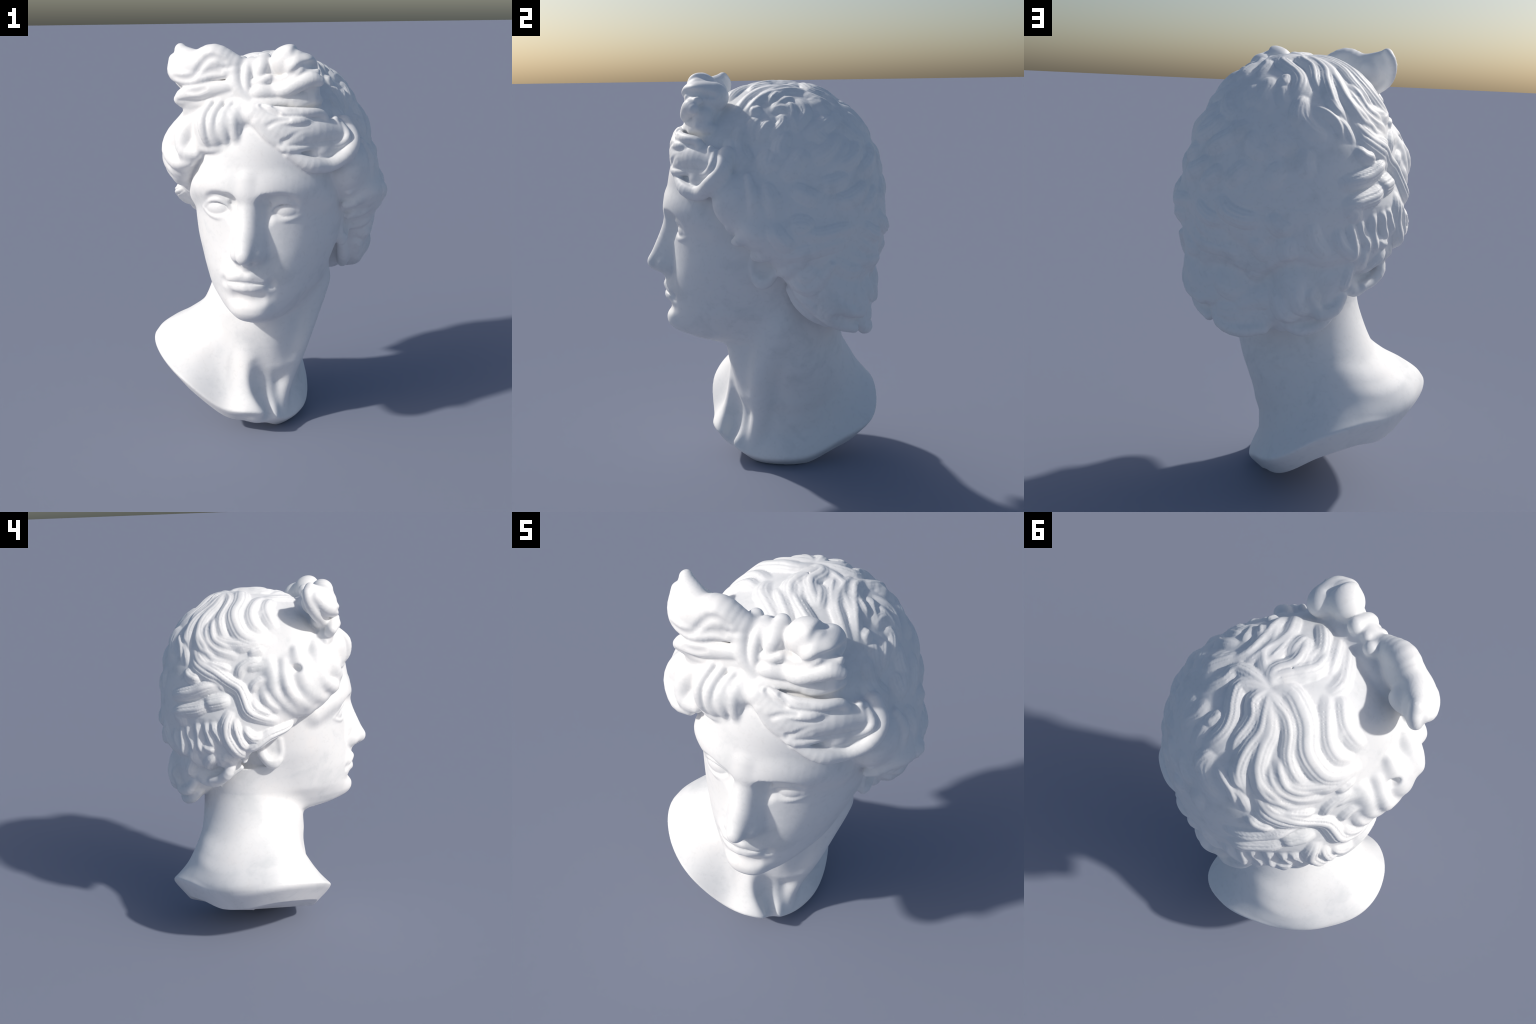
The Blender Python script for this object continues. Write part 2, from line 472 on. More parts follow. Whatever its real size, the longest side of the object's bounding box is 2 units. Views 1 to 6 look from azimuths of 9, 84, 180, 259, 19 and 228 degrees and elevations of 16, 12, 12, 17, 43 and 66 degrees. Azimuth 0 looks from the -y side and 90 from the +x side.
    S.tube('neck', [(.0, -.10, .72, .10), (.015, -.09, .56, .10), (.025, -.06, .40, .085)], .08, steps=10)
    S.tube('neck', [(-.03, -.225, .37, .022), (-.012, -.20, .28, .044), (.010, -.195, .19, .040), (.030, -.212, .115, .016)], .05, steps=8, cut=True)

    # --- hair mass with its locks, ending along a slanting hairline
    def hair(P):
        q = P - HAIR_C
        r = np.sqrt((q * q).sum(-1)) + 1e-6
        d = (r - hair_radius(q / r[..., None])) * .85
        x, y = P[..., 0], P[..., 1]
        right = np.clip((.05 - x) / .30, 0, 1) * np.clip((y + .25) / .35, 0, 1)
        ear = np.clip((x - .1) / .15, 0, 1) * np.exp(-((y - .0) / .07) ** 2)
        line = (1.085 + .125 * right + .025 * np.clip((y + .1) / .2, 0, 1) + .035 * ear - P[..., 2] - 1.1 * y) / 1.49
        return d, line
    d, line = hair(S.P)
    ridge = relief(S)
    S.f['hair'] = smax(d - ridge * .9, line + .006 - ridge * 1.3, .10).astype(np.float32)
    S.f['hair_plain'] = S.f['hair'].copy()
    nape_curls(S)
    S.f['hair_curled'] = S.f['hair'].copy()
    front_rolls(S)
    hair_knot(S)

    # --- join everything
    head = smin(S.field('head'), S.field('eye'), .004)
    head = smin(head, S.field('ear'), .012)
    skin = smin(head, S.field('neck'), .05)
    hairy = smin(S.field('hair'), S.field('knot'), .015)
    d = smin(skin, hairy, .012)
    S.f['all'] = d
    return d


def directions(path):
    a = np.radians(np.array(path, float))
    return np.stack([np.sin(a[:, 0]) * np.cos(a[:, 1]), -np.cos(a[:, 0]) * np.cos(a[:, 1]), np.sin(a[:, 1])], -1)


WHORL = (188, 80)


def relief(S):
    """height of the locks over the hair mass. Each lock is a rounded ridge along its path, with
    two finer grooves running along it; it swells in the middle and tapers at the ends."""
    q = S.P - HAIR_C
    D = q / (np.sqrt((q * q).sum(-1, keepdims=True)) + 1e-6)
    qc = S.c - HAIR_C
    rc = np.sqrt((qc * qc).sum(-1))
    Dc = qc / (rc[:, None] + 1e-6)
    R = np.zeros(S.P.shape[:2], np.float32)
    near = rc > .30
    for scale, height, group in ((1.38, .52, CROWN_LOCKS), (1.45, .30, BACK_LOCKS), (1.45, .48, NAPE_LOCKS),
                                 (1.30, .52, LEFT_SIDE_LOCKS[:10]), (1.45, .36, LEFT_SIDE_LOCKS[10:]), (1.25, .66, RIGHT_SIDE_LOCKS), (1.35, .44, FORELOCKS)):
        for width, path in group:
            w = width * .001 * scale
            if group is CROWN_LOCKS and directions([WHORL, path[0]]).prod(0).sum() > math.cos(math.radians(17)):
                path = [WHORL] + path
            d = spine(directions(path), 3)
            d = (d / np.linalg.norm(d, axis=1, keepdims=True)).astype(np.float32)
            r = float(hair_radius(d).mean())
            wn = w / r
            pad = wn * 1.1 + S.half * 1.8 / np.maximum(rc, .3)
            far = np.full(len(rc), 9.0, np.float32)
            for a, b in zip(d[:-1], d[1:]):
                ab = b - a
                t = np.clip(((Dc - a) @ ab) / (ab @ ab + 1e-9), 0, 1)
                far = np.minimum(far, np.linalg.norm(Dc - a - t[:, None] * ab, axis=1))
            s = np.nonzero(near & (far < pad))[0]
            dice = np.random.default_rng(int(width * 1000 + sum(map(sum, path))))
            if not len(s):
                continue
            P = D[s]
            seg = np.linalg.norm(np.diff(d, axis=0), axis=1)
            cum = np.concatenate([[0], np.cumsum(seg)])
            best = np.full(P.shape[:2], 9.0, np.float32)
            along = np.zeros(P.shape[:2], np.float32)
            for i, (a, b) in enumerate(zip(d[:-1], d[1:])):
                ab = b - a
                ap = P - a
                t = np.clip((ap @ ab) / (ab @ ab + 1e-9), 0, 1)
                e = ap - t[..., None] * ab
                u = np.sqrt((e * e).sum(-1))
                m = u < best
                best = np.where(m, u, best)
                along = np.where(m, cum[i] + t * seg[i], along)
            tt = along / cum[-1]
            end = np.clip(np.minimum(tt, 1 - tt) / .34, 0, 1)
            end = end * (2 - end)
            u = best / (wn * (.62 + .38 * end))
            wob = 1 + .06 * np.sin(along * dice.uniform(14, 26) + dice.uniform(0, 6.3))
            h = np.maximum(1 - u * u, 0) ** .8 * (1 - .20 * np.exp(-((u - dice.uniform(.28, .40)) / .10) ** 2) - .22 * np.exp(-((u - dice.uniform(.60, .70)) / .10) ** 2)) * wob * dice.uniform(.85, 1.15)
            R[s] += (h * (w * height * (.06 + .94 * end)) * 100) ** 5
    return R ** .2 * .01


def nape_curls(S):
    """heavy curls that end the hair low on the neck."""
    H = 'hair'
    for pts in ([(.345, .10, 1.0, .022), (.35, .14, .94, .032), (.345, .20, .88, .034), (.33, .27, .835, .028)],
                [(.37, .16, .99, .020), (.395, .20, .93, .028), (.40, .26, .88, .032), (.385, .33, .835, .03), (.33, .40, .80, .024)],
                [(.43, .24, 1.0, .020), (.44, .30, .955, .028), (.42, .37, .91, .028), (.36, .43, .88, .022)],
                [(.30, .42, .86, .02), (.27, .45, .79, .03), (.18, .48, .765, .032), (.08, .485, .78, .024)],
                [(-.02, .49, .81, .020), (-.08, .475, .785, .030), (-.16, .445, .81, .030), (-.21, .41, .86, .022)],
                [(-.12, .51, .92, .020), (-.16, .50, .865, .028), (-.22, .46, .88, .028), (-.25, .425, .93, .022)],
                [(-.25, .41, 1.0, .020), (-.285, .375, .95, .028), (-.32, .31, .945, .028), (-.345, .25, .985, .022), (-.365, .18, 1.03, .016)],
                [(-.40, .22, 1.09, .02), (-.405, .25, 1.02, .028), (-.37, .29, .975, .026), (-.335, .34, .96, .02)]):
        S.tube(H, pts, .022, steps=3)


def front_rolls(S):
    H = 'hair'
    # head's left: lobe at the parting, curl above it, long ridge and the big loop over the temple
    S.tube(H, [(.020, -.399, 1.69, .055), (.090, -.399, 1.645, .065), (.160, -.379, 1.605, .072), (.262, -.311, 1.61, .075),
               (.342, -.232, 1.59, .07)], .02)
    S.ball(H, (.342, -.247, 1.52), (.09, .06, .06), .02, rot=(0, 0, 35))
    S.tube(H, [(.050, -.419, 1.725, .02), (.150, -.409, 1.705, .024), (.252, -.371, 1.70, .022), (.307, -.317, 1.69, .02),
               (.322, -.297, 1.655, .02), (.297, -.327, 1.625, .02), (.252, -.381, 1.625, .022), (.170, -.424, 1.60, .026)], .008)
    S.tube(H, [(.060, -.424, 1.69, .022), (.140, -.429, 1.665, .022), (.222, -.405, 1.665, .02), (.267, -.361, 1.66, .014)], .008)
    S.tube(H, [(.040, -.439, 1.66, .024), (.090, -.439, 1.60, .026), (.155, -.424, 1.565, .026), (.232, -.395, 1.585, .022)], .01)
    S.tube(H, [(.110, -.429, 1.575, .018), (.184, -.434, 1.540, .018), (.301, -.337, 1.553, .018), (.382, -.277, 1.548, .019),
               (.417, -.247, 1.585, .02), (.372, -.232, 1.64, .022)], .006)
    S.tube(H, [(.180, -.424, 1.52, .02), (.272, -.378, 1.468, .035), (.344, -.309, 1.458, .035), (.422, -.259, 1.505, .035),
               (.437, -.202, 1.565, .036), (.392, -.182, 1.635, .038)], .01)
    S.tube(H, [(.342, -.282, 1.60, .016), (.377, -.257, 1.61, .016), (.362, -.252, 1.66, .016)], .008)
    for pts in ([(.055, -.428, 1.737), (.093, -.44, 1.718), (.135, -.437, 1.701)], [(.114, -.42, 1.733), (.173, -.431, 1.713), (.227, -.418, 1.713)],
                [(.094, -.468, 1.649), (.135, -.455, 1.669), (.184, -.44, 1.677)],
                [(.161, -.454, 1.576), (.202, -.445, 1.601), (.242, -.428, 1.626), (.281, -.403, 1.632)]):
        S.tube(H, [(*p, .008) for p in pts], .014, steps=3, cut=True)
    S.ball(H, (.30, -.303, 1.525), (.075, .05, .05), .015, rot=(0, 0, 38))
    S.ball(H, (.385, -.105, 1.43), (.115, .15, .14), .03, rot=(20, 0, 15))
    for w, pts in ((30, [(.440, -.158, 1.52), (.470, -.138, 1.45), (.460, -.138, 1.37), (.420, -.178, 1.31)]),
                   (30, [(.460, -.088, 1.54), (.495, -.068, 1.46), (.490, -.068, 1.37), (.450, -.108, 1.28), (.410, -.138, 1.24)]),
                   (30, [(.480, -.008, 1.50), (.510, .012, 1.41), (.495, .012, 1.32), (.450, -.038, 1.22), (.420, -.068, 1.18)])):
        n = len(pts)
        S.tube(H, [(*p, w * .001 * (1 if 0 < i < n - 1 else .6)) for i, p in enumerate(pts)], .010, steps=3)
    # locks that sweep down over the hairline, above and behind the ear
    for w, pts in ((30, [(.475, .02, 1.42), (.48, -.05, 1.33), (.455, -.115, 1.265), (.40, -.155, 1.24)]),
                   (32, [(.505, .10, 1.34), (.495, .04, 1.255), (.46, -.02, 1.19), (.405, -.06, 1.165)]),
                   (30, [(.505, .19, 1.25), (.49, .14, 1.17), (.455, .08, 1.115), (.405, .05, 1.09)]),
                   (30, [(.485, .28, 1.14), (.465, .22, 1.06), (.42, .17, 1.005), (.37, .13, .98)])):
        n = len(pts)
        S.tube(H, [(*p, w * .001 * (1 if 0 < i < n - 1 else .55)) for i, p in enumerate(pts)], .018, steps=3)
    # head's right: rolled lock at the parting ...
    S.tube(H, [(-.03, -.381, 1.69, .055), (-.10, -.396, 1.645, .075), (-.16, -.381, 1.60, .082), (-.21, -.351, 1.57, .07)], .02)
    S.ball(H, (-.18, -.361, 1.635), (.10, .088, .095), .02)
    for x, w in ((-.07, .024), (-.12, .026), (-.17, .026), (-.215, .024)):
        S.tube(H, [(x + .02, -.386, 1.73, w * .8), (x, -.441, 1.67, w), (x + .01, -.443, 1.595, w), (x + .035, -.416, 1.54, w * .6)], .008)
    S.tube(H, [(-.10, -.426, 1.55, .02), (-.17, -.421, 1.535, .022), (-.24, -.381, 1.535, .024)], .008)
    S.ball(H, (-.25, -.311, 1.59), (.06, .07, .08), .02)
    S.ball(H, (-.335, -.275, 1.57), (.07, .09, .09), .02)
    # ... and the mass that covers the temple and swings back above the ear
    S.ball(H, (-.38, -.135, 1.50), (.115, .16, .15), .03, rot=(20, 0, -15))
    S.tube(H, [(-.25, -.30, 1.68, .06), (-.33, -.25, 1.60, .08), (-.40, -.20, 1.50, .09), (-.42, -.14, 1.42, .085),
               (-.42, -.06, 1.38, .065)], .02)
    S.tube(H, [(-.24, -.355, 1.55, .045), (-.30, -.325, 1.495, .05), (-.37, -.255, 1.42, .06), (-.41, -.17, 1.365, .055)], .012)
    S.tube(H, [(-.39, .02, 1.56, .06), (-.415, .0, 1.47, .065), (-.41, -.06, 1.40, .06)], .03)
    # strands of that mass: rounded lobe edge behind, ribs in front
    for w, pts in ((34, [(-.420, .015, 1.60), (-.455, .0, 1.53), (-.475, -.005, 1.46), (-.475, -.06, 1.395), (-.430, -.13, 1.355), (-.38, -.18, 1.345)]),
                   (28, [(-.430, -.06, 1.60), (-.485, -.06, 1.52), (-.495, -.09, 1.44), (-.450, -.17, 1.385), (-.39, -.24, 1.38)]),
                   (28, [(-.400, -.13, 1.66), (-.455, -.14, 1.56), (-.475, -.17, 1.47), (-.430, -.245, 1.415), (-.36, -.30, 1.42)]),
                   (30, [(-.34, -.24, 1.68), (-.42, -.245, 1.58), (-.445, -.27, 1.50), (-.385, -.325, 1.45), (-.31, -.365, 1.46)]),
                   (30, [(-.28, -.33, 1.67), (-.345, -.335, 1.58), (-.335, -.36, 1.51), (-.27, -.38, 1.50)]),
                   (24, [(-.46, .055, 1.47), (-.475, .035, 1.41), (-.45, -.04, 1.345), (-.41, -.11, 1.32)]),
                   (22, [(-.45, .12, 1.43), (-.465, .08, 1.38), (-.45, .01, 1.325)])):
        n = len(pts)
        S.tube(H, [(*p, w * .00112 * (1 if 0 < i < n - 1 else .6)) for i, p in enumerate(pts)], .028, steps=3)
    S.tube(H, [(-.40, .11, 1.20, .024), (-.415, .03, 1.22, .03), (-.412, -.05, 1.265, .03), (-.39, -.13, 1.31, .022)], .015)
    S.ball(H, (-.47, -.12, 1.575), (.025, .025, .02), .02, cut=True)
    S.tube(H, [(-.43, -.09, 1.35, .035), (-.415, -.10, 1.31, .028), (-.395, -.11, 1.275, .014)], .01)


def hair_knot(S):
    N = 'knot'
    S.tube(N, [(-.14, -.345, 1.745, .03), (-.05, -.37, 1.742, .028), (.05, -.37, 1.742, .028), (.14, -.35, 1.745, .03)], .015)
    S.ball(N, (-.01, -.25, 1.79), (.25, .09, .11), .02)
    S.tube(N, [(-.24, -.29, 1.765, .05), (-.08, -.305, 1.775, .05), (.08, -.305, 1.78, .05), (.20, -.28, 1.79, .05)], .02)
    S.ball(N, (.0, -.29, 1.87), (.12, .06, .07), .02)
    # head's right loop: upper fold ending in a raised tip, front fold, lower fold
    S.ball(N, (-.256, -.302, 1.885), (.145, .075, .08), .02)
    S.tube(N, [(-.100, -.310, 1.905, .05), (-.189, -.315, 1.938, .062), (-.271, -.297, 1.925, .050), (-.341, -.252, 1.94, .044),
               (-.388, -.217, 1.972, .026)], .02)
    S.tube(N, [(-.090, -.345, 1.875, .026), (-.184, -.345, 1.865, .03), (-.261, -.352, 1.845, .038), (-.336, -.337, 1.855, .042),
               (-.391, -.287, 1.875, .038), (-.411, -.237, 1.925, .028)], .010)
    S.tube(N, [(-.215, -.395, 1.805, .008), (-.286, -.402, 1.80, .012), (-.366, -.362, 1.805, .012), (-.426, -.292, 1.815, .010)], .02, cut=True)
    S.tube(N, [(-.080, -.355, 1.815, .03), (-.173, -.360, 1.80, .034), (-.266, -.357, 1.785, .042), (-.326, -.342, 1.768, .04), (-.361, -.332, 1.75, .026)], .010)
    S.tube(N, [(-.080, -.355, 1.775, .03), (-.204, -.345, 1.745, .034), (-.286, -.337, 1.735, .03), (-.346, -.322, 1.735, .026)], .010)
    S.tube(N, [(-.121, -.330, 1.735, .04), (-.215, -.315, 1.72, .045), (-.296, -.307, 1.71, .045), (-.341, -.302, 1.685, .016)], .012)
    S.tube(N, [(-.33, -.285, 1.80, .03), (-.39, -.238, 1.845, .030), (-.41, -.205, 1.90, .028), (-.405, -.195, 1.95, .024), (-.385, -.21, 1.98, .018)], .016)
    S.ball(N, (-.33, -.25, 1.89), (.085, .055, .065), .02, rot=(0, 0, 35))
    S.ball(N, (-.375, -.235, 1.915), (.05, .05, .055), .02)
    S.ball(N, (-.27, -.28, 1.80), (.08, .05, .05), .02)
    # head's left loop: knobbly upper fold, two strands curling forward, lower fold
    S.ball(N, (.150, -.295, 1.920), (.080, .075, .072), .02)
    S.ball(N, (.195, -.315, 1.900), (.060, .075, .060), .015)
    S.ball(N, (.235, -.30, 1.915), (.038, .055, .036), .02)
    S.ball(N, (.215, -.25, 1.885), (.065, .08, .07), .02)
    S.ball(N, (.165, -.31, 1.958), (.04, .045, .034), .02)
    S.tube(N, [(.06, -.335, 1.845, .024), (.13, -.345, 1.832, .026), (.185, -.355, 1.855, .026), (.235, -.335, 1.872, .026),
               (.28, -.31, 1.872, .022)], .008)
    S.tube(N, [(.07, -.345, 1.795, .028), (.15, -.37, 1.795, .03), (.215, -.36, 1.825, .034), (.265, -.345, 1.845, .034),
               (.300, -.33, 1.835, .024)], .008)
    S.tube(N, [(.09, -.340, 1.765, .035), (.18, -.33, 1.755, .046), (.245, -.29, 1.755, .044), (.275, -.26, 1.745, .03)], .010)
    S.tube(N, [(.12, -.335, 1.745, .028), (.20, -.34, 1.735, .026), (.27, -.31, 1.755, .02)], .010)
    S.tube(N, [(.115, -.385, 1.925, .006), (.145, -.39, 1.945, .009), (.18, -.38, 1.945, .006)], .016, cut=True)
    S.ball(N, (.245, -.285, 1.80), (.05, .05, .05), .02)
    S.tube(N, [(.19, -.385, 1.955, .006), (.20, -.32, 1.985, .011), (.205, -.25, 1.965, .008)], .02, cut=True)
    S.tube(N, [(.255, -.36, 1.90, .008), (.275, -.31, 1.90, .010), (.275, -.24, 1.89, .008)], .02, cut=True)
    # creases where one fold laps over the next
    for w, pts in ((.013, [(-.375, -.367, 1.853), (-.32, -.389, 1.846), (-.272, -.391, 1.859), (-.246, -.382, 1.893), (-.214, -.38, 1.931),
                          (-.173, -.381, 1.945), (-.13, -.372, 1.926)]),
                   (.009, [(-.236, -.388, 1.863), (-.202, -.38, 1.878), (-.148, -.376, 1.876)]),
                   (.010, [(.088, -.37, 1.838), (.145, -.379, 1.842), (.195, -.388, 1.877), (.235, -.374, 1.908), (.275, -.30, 1.912)]),
                   (.009, [(-.30, -.396, 1.791), (-.256, -.402, 1.791), (-.215, -.40, 1.804)]),
                   (.008, [(-.353, -.368, 1.742), (-.30, -.383, 1.747), (-.254, -.386, 1.752)])):
        n = len(pts)
        S.tube(N, [(*p, w * (1 if 0 < i < n - 1 else .5)) for i, p in enumerate(pts)], .018, steps=3, cut=True)
    # middle tie: three upright strands and a cross strand
    S.tube(N, [(-.075, -.25, 1.915, .03), (-.09, -.32, 1.885, .036), (-.075, -.355, 1.815, .036), (-.02, -.375, 1.757, .024)], .008)
    S.tube(N, [(-.025, -.27, 1.918, .024), (-.03, -.335, 1.885, .025), (-.025, -.365, 1.81, .022), (-.008, -.375, 1.76, .016)], .008)
    S.tube(N, [(.035, -.26, 1.925, .034), (.037, -.325, 1.898, .036), (.03, -.345, 1.855, .026)], .008)
    S.tube(N, [(-.005, -.362, 1.775, .026), (.04, -.372, 1.79, .032), (.095, -.362, 1.787, .03)], .008)
    S.tube(N, [(.005, -.352, 1.825, .02), (.045, -.362, 1.835, .022), (.075, -.355, 1.85, .018)], .010)


# ------------------------------------------------------------------ meshing
def build_grid():
    lo = np.array([-.80, -.72, -.06], np.float32)
    hi = np.array([.76, .78, 2.08], np.float32)
    nb = np.ceil((hi - lo) / (VOXEL * BLOCK)).astype(int)
    size = VOXEL * BLOCK
    I = np.stack(np.meshgrid(*[np.arange(n) for n in nb], indexing='ij'), -1).reshape(-1, 3)
    C = (lo + (I + .5) * size).astype(np.float32)
    half = size / 2
    coarse = Clay(C[:, None, :], C, half, cull=False)
    dc = sculpt(coarse)[:, 0]
    act = np.nonzero(np.abs(dc) < half * 1.75 * 1.6)[0]
    o = np.stack(np.meshgrid(*[np.arange(BLOCK)] * 3, indexing='ij'), -1).reshape(-1, 3)
    Ia = I[act]
    P = (lo + (Ia[:, None, :] * BLOCK + o[None]) * VOXEL).astype(np.float32)
    S = Clay(P, C[act], half)
    sculpt(S)
    return S, lo, nb, I, Ia, o, dc


def dense(nb, I, Ia, o, fill, vals):
    D = np.repeat(np.repeat(np.repeat(fill.reshape(nb), BLOCK, 0), BLOCK, 1), BLOCK, 2)
    g = (Ia[:, None, :] * BLOCK + o[None]).reshape(-1, 3)
    D[g[:, 0], g[:, 1], g[:, 2]] = vals.reshape(-1)
    return D


def surface_net(D):
    """dual surface of the zero level: one vertex per mixed cell, one quad per crossed edge."""
    neg = D < 0
    n = np.array(D.shape) - 1
    cnt = np.zeros(n, np.uint8)
    for dx in (0, 1):
        for dy in (0, 1):
            for dz in (0, 1):
                cnt += neg[dx:dx + n[0], dy:dy + n[1], dz:dz + n[2]]
    mixed = (cnt > 0) & (cnt < 8)
    cells = np.argwhere(mixed)
    idx = np.full(n, -1, np.int32)
    idx[mixed] = np.arange(len(cells))
    cor = np.array([(x, y, z) for x in (0, 1) for y in (0, 1) for z in (0, 1)])
    val = np.stack([D[cells[:, 0] + c[0], cells[:, 1] + c[1], cells[:, 2] + c[2]] for c in cor], 1)
    acc = np.zeros((len(cells), 3))
    num = np.zeros(len(cells))
    for a in range(8):
        for b in range(a + 1, 8):
            if np.abs(cor[a] - cor[b]).sum() != 1:
                continue
            va, vb = val[:, a], val[:, b]
            m = (va < 0) != (vb < 0)
            t = np.where(m, va / np.where(m, va - vb, 1), 0)
            acc[m] += (cor[a] + t[:, None] * (cor[b] - cor[a]))[m]
            num += m
    verts = cells + acc / num[:, None]
    quads = []
    for ax in range(3):
        u, v = (ax + 1) % 3, (ax + 2) % 3
        s0 = [slice(0, n[i]) for i in range(3)]
        s1 = list(s0)
        s1[ax] = slice(1, n[ax] + 1)
        a, b = neg[tuple(s0)], neg[tuple(s1)]
        e = np.argwhere(a != b)
        e = e[(e[:, u] > 0) & (e[:, v] > 0)]
        flip = a[e[:, 0], e[:, 1], e[:, 2]]
        du, dv = np.eye(3, dtype=int)[u], np.eye(3, dtype=int)[v]
        q = np.stack([idx[tuple((e - o).T)] for o in (0 * du, du, du + dv, dv)], 1)
        q[~flip] = q[~flip][:, ::-1]
        quads.append(q)
    q = np.vstack(quads)
    return verts, q[(q >= 0).all(1)]


def relax(verts, quads, rounds=2):
    """light Taubin smoothing of the meshing steps."""
    e = np.vstack([quads[:, [0, 1]], quads[:, [1, 2]], quads[:, [2, 3]], quads[:, [3, 0]]])
    deg = np.bincount(e[:, 0], minlength=len(verts)) + np.bincount(e[:, 1], minlength=len(verts))
    for _ in range(rounds):
        for lam in (.5, -.52):
            m = np.stack([np.bincount(e[:, 0], verts[e[:, 1], i], len(verts)) +
                          np.bincount(e[:, 1], verts[e[:, 0], i], len(verts)) for i in range(3)], 1)
            verts = verts + lam * (m / deg[:, None] - verts)
    return verts


def biggest_piece(nv, quads):
    """keep only the outer connected surface."""
    lab = np.arange(nv)
    e = np.vstack([quads[:, [0, 1]], quads[:, [1, 2]], quads[:, [2, 3]], quads[:, [3, 0]]])
    while True:
        m = np.minimum(lab[e[:, 0]], lab[e[:, 1]])
        new = lab.copy()
        np.minimum.at(new, e[:, 0], m)
        np.minimum.at(new, e[:, 1], m)
        new = new[new]
        if (new == lab).all():
            break
        lab = new
    main = np.bincount(lab).argmax()
    return lab == main


def sample(D, verts):
    i = np.clip(np.round(verts).astype(int), 0, np.array(D.shape) - 1)
    return D[i[:, 0], i[:, 1], i[:, 2]]


# ------------------------------------------------------------------ material
def marble():
    m = bpy.data.materials.new('white_marble')
    m.use_nodes = True
    nt = m.node_tree
    bsdf = nt.nodes['Principled BSDF']
    co = nt.nodes.new('ShaderNodeTexCoord')

    def noise(scale, detail, rough, dist=0.0):
        n = nt.nodes.new('ShaderNodeTexNoise')
        n.inputs['Scale'].default_value = scale
        n.inputs['Detail'].default_value = detail
        n.inputs['Roughness'].default_value = rough
        n.inputs['Distortion'].default_value = dist
        nt.links.new(co.outputs['Object'], n.inputs['Vector'])
        return n

    def ramp(src, stops):
        r = nt.nodes.new('ShaderNodeValToRGB')
        el = r.color_ramp.elements
        el[0].position, el[0].color = stops[0][0], (*stops[0][1], 1)
        el[1].position, el[1].color = stops[-1][0], (*stops[-1][1], 1)
        for p, c in stops[1:-1]:
            e = el.new(p)
            e.color = (*c, 1)
        nt.links.new(src, r.inputs['Fac'])
        return r

    cloud = noise(5.0, 6.0, .62, .4)
    base = ramp(cloud.outputs['Fac'], [(.33, (.775, .785, .79)), (.48, (.86, .86, .86)), (.58, (.865, .862, .858)), (.70, (.885, .872, .862))])
    grain = noise(42.0, 5.0, .7, .8)
    speck = ramp(grain.outputs['Fac'], [(.30, (.90, .90, .90)), (.48, (1, 1, 1))])
    mix = nt.nodes.new('ShaderNodeMix')
    mix.data_type = 'RGBA'
    mix.blend_type = 'MULTIPLY'
    mix.inputs['Factor'].default_value = .6
    nt.links.new(base.outputs['Color'], mix.inputs['A'])
    nt.links.new(speck.outputs['Color'], mix.inputs['B'])
    nt.links.new(mix.outputs['Result'], bsdf.inputs['Base Color'])
    bsdf.inputs['Roughness'].default_value = .55
    bsdf.inputs['Specular IOR Level'].default_value = .35
    return m


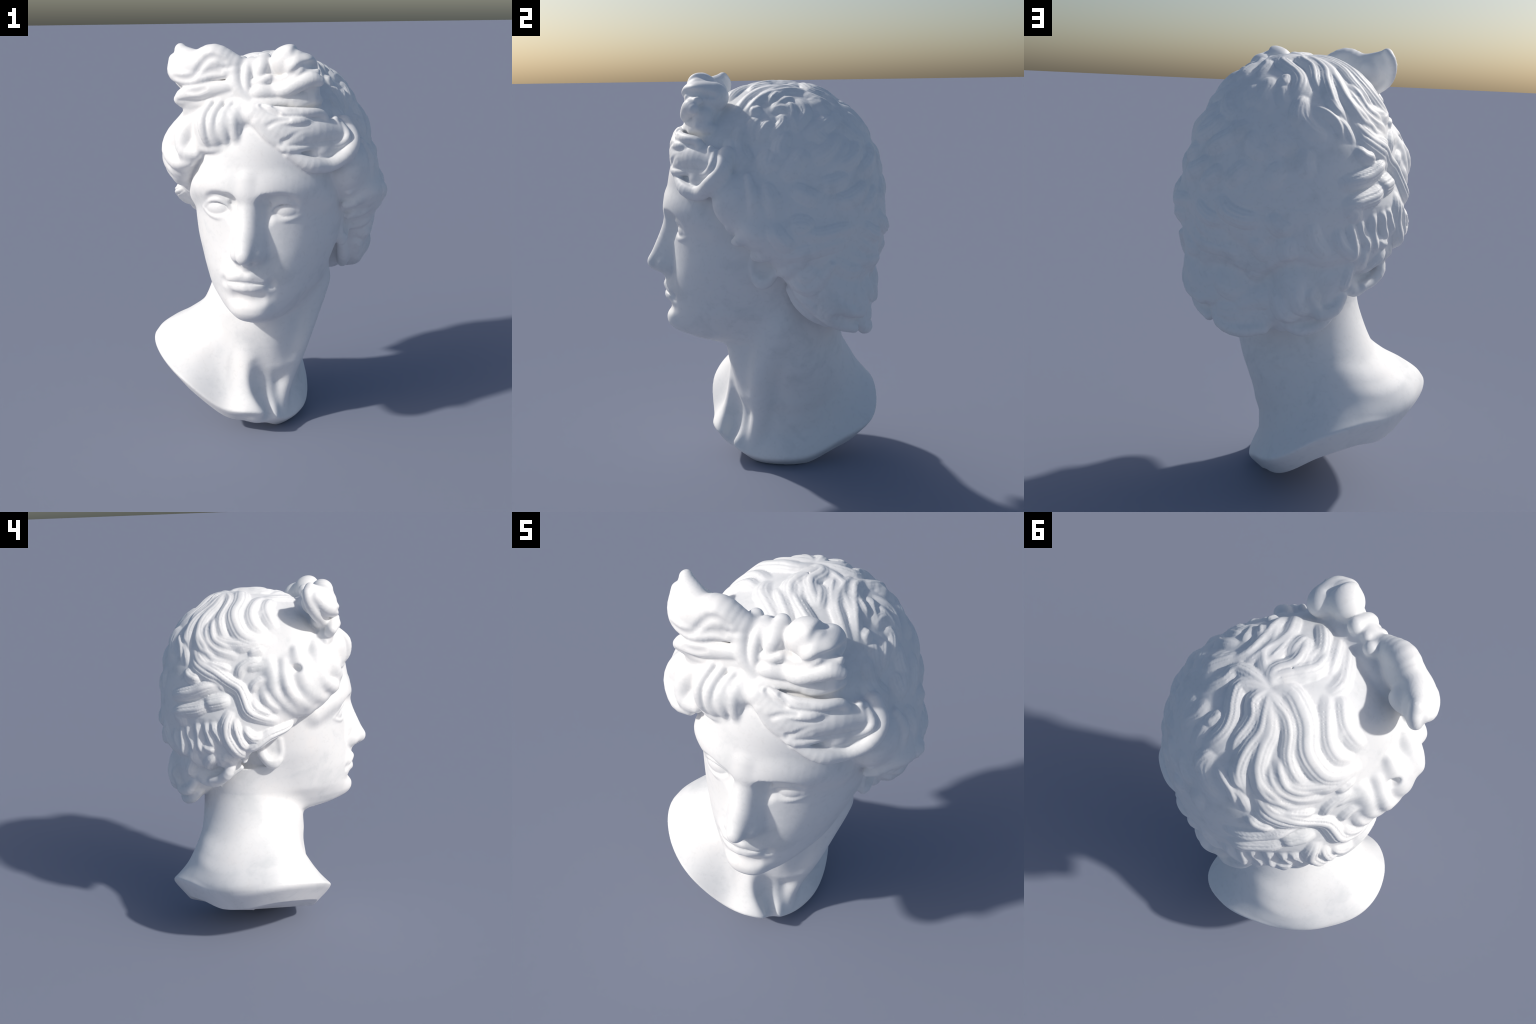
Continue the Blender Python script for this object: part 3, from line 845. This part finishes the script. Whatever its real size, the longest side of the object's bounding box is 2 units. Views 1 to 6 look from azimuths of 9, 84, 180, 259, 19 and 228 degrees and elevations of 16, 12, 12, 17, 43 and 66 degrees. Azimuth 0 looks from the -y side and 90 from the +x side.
# ------------------------------------------------------------------ assembly
def main():
    S, lo, nb, I, Ia, o, dc = build_grid()
    D = dense(nb, I, Ia, o, dc, S.f['all'])
    verts, quads = surface_net(D)
    keep = biggest_piece(len(verts), quads)
    remap = np.cumsum(keep) - 1
    quads = remap[quads[keep[quads].all(1)]]
    verts = verts[keep]
    names = ['head', 'eye', 'ear', 'neck', 'hair', 'knot']
    fields = [sample(dense(nb, I, Ia, o, np.ones_like(dc), S.f[n]), verts) for n in names]
    region = np.argmin(np.stack(fields, 1), 1)
    plain, curled = [sample(dense(nb, I, Ia, o, np.ones_like(dc), S.f[n]), verts) for n in ('hair_plain', 'hair_curled')]
    hair = fields[names.index('hair')]
    is_hair = region == names.index('hair')
    region[is_hair & (plain - curled > .004)] = 6
    region[is_hair & (curled - hair > .004)] = 7
    verts = relax(verts, quads, 2)
    local = verts * VOXEL + lo
    local[:, 2] -= local[:, 2].min()
    world = ORIGIN + local[:, :1] * AX_X + local[:, 1:2] * AX_Y
    world[:, 2] = local[:, 2]
    print('verts', len(world), 'extent', world.min(0), world.max(0))

    # whole-surface normals
    tri = np.vstack([quads[:, [0, 1, 2]], quads[:, [0, 2, 3]]])
    fn = np.cross(world[tri[:, 1]] - world[tri[:, 0]], world[tri[:, 2]] - world[tri[:, 0]])
    nor = np.stack([sum(np.bincount(tri[:, j], fn[:, i], len(world)) for j in range(3)) for i in range(3)], 1)
    nor /= np.linalg.norm(nor, axis=1, keepdims=True) + 1e-12

    root = bpy.data.objects.new('marble_head', None)
    root['label'] = 'white marble head of a youth with wavy hair'
    root['category'] = 'sculpture'
    bpy.context.scene.collection.objects.link(root)
    mat = marble()

    # face -> part: majority by vertex regions, then split by side / height
    qr = region[quads]
    fc = local[quads].mean(1)
    part = np.array([np.bincount(r, minlength=8).argmax() for r in qr])
    label = np.array(names + ['curl', 'roll'], dtype=object)[part]
    label[(label == 'eye') & (fc[:, 0] > 0)] = 'eye.L'
    label[(label == 'ear') & (fc[:, 0] > 0)] = 'ear.L'
    label[(label == 'roll') & (fc[:, 0] > 0)] = 'roll.L'
    label[(label == 'curl') & (fc[:, 0] > 0)] = 'curl.L'
    label[(label == 'neck') & (fc[:, 2] < .46 + .25 * np.abs(fc[:, 0] + .1))] = 'chest'
    title = {'head': 'head', 'eye': 'eye', 'eye.L': 'eye', 'ear': 'ear', 'ear.L': 'ear', 'neck': 'neck',
             'chest': 'chest', 'hair': 'hair', 'knot': 'hair_knot', 'roll': 'hair_roll', 'roll.L': 'hair_roll',
             'curl': 'nape_curl', 'curl.L': 'nape_curl'}
    made = {}
    for key, name in title.items():
        f = quads[label == key]
        if not len(f):
            continue
        used, inv = np.unique(f, return_inverse=True)
        me = bpy.data.meshes.new(name)
        me.vertices.add(len(used))
        me.vertices.foreach_set('co', world[used].astype(np.float32).ravel())
        me.loops.add(f.size)
        me.loops.foreach_set('vertex_index', inv.astype(np.int32).ravel())
        me.polygons.add(len(f))
        me.polygons.foreach_set('loop_start', np.arange(0, f.size, 4, dtype=np.int32))
        me.polygons.foreach_set('use_smooth', np.ones(len(f), bool))
        me.update(calc_edges=True)
        me.validate()
        me.normals_split_custom_set_from_vertices(nor[used].tolist())
        me.materials.append(mat)
        ob = bpy.data.objects.new(name, me)
        bpy.context.scene.collection.objects.link(ob)
        made[key] = ob
        ob.parent = made['hair'] if name in ('hair_roll', 'nape_curl', 'hair_knot') else root


main()
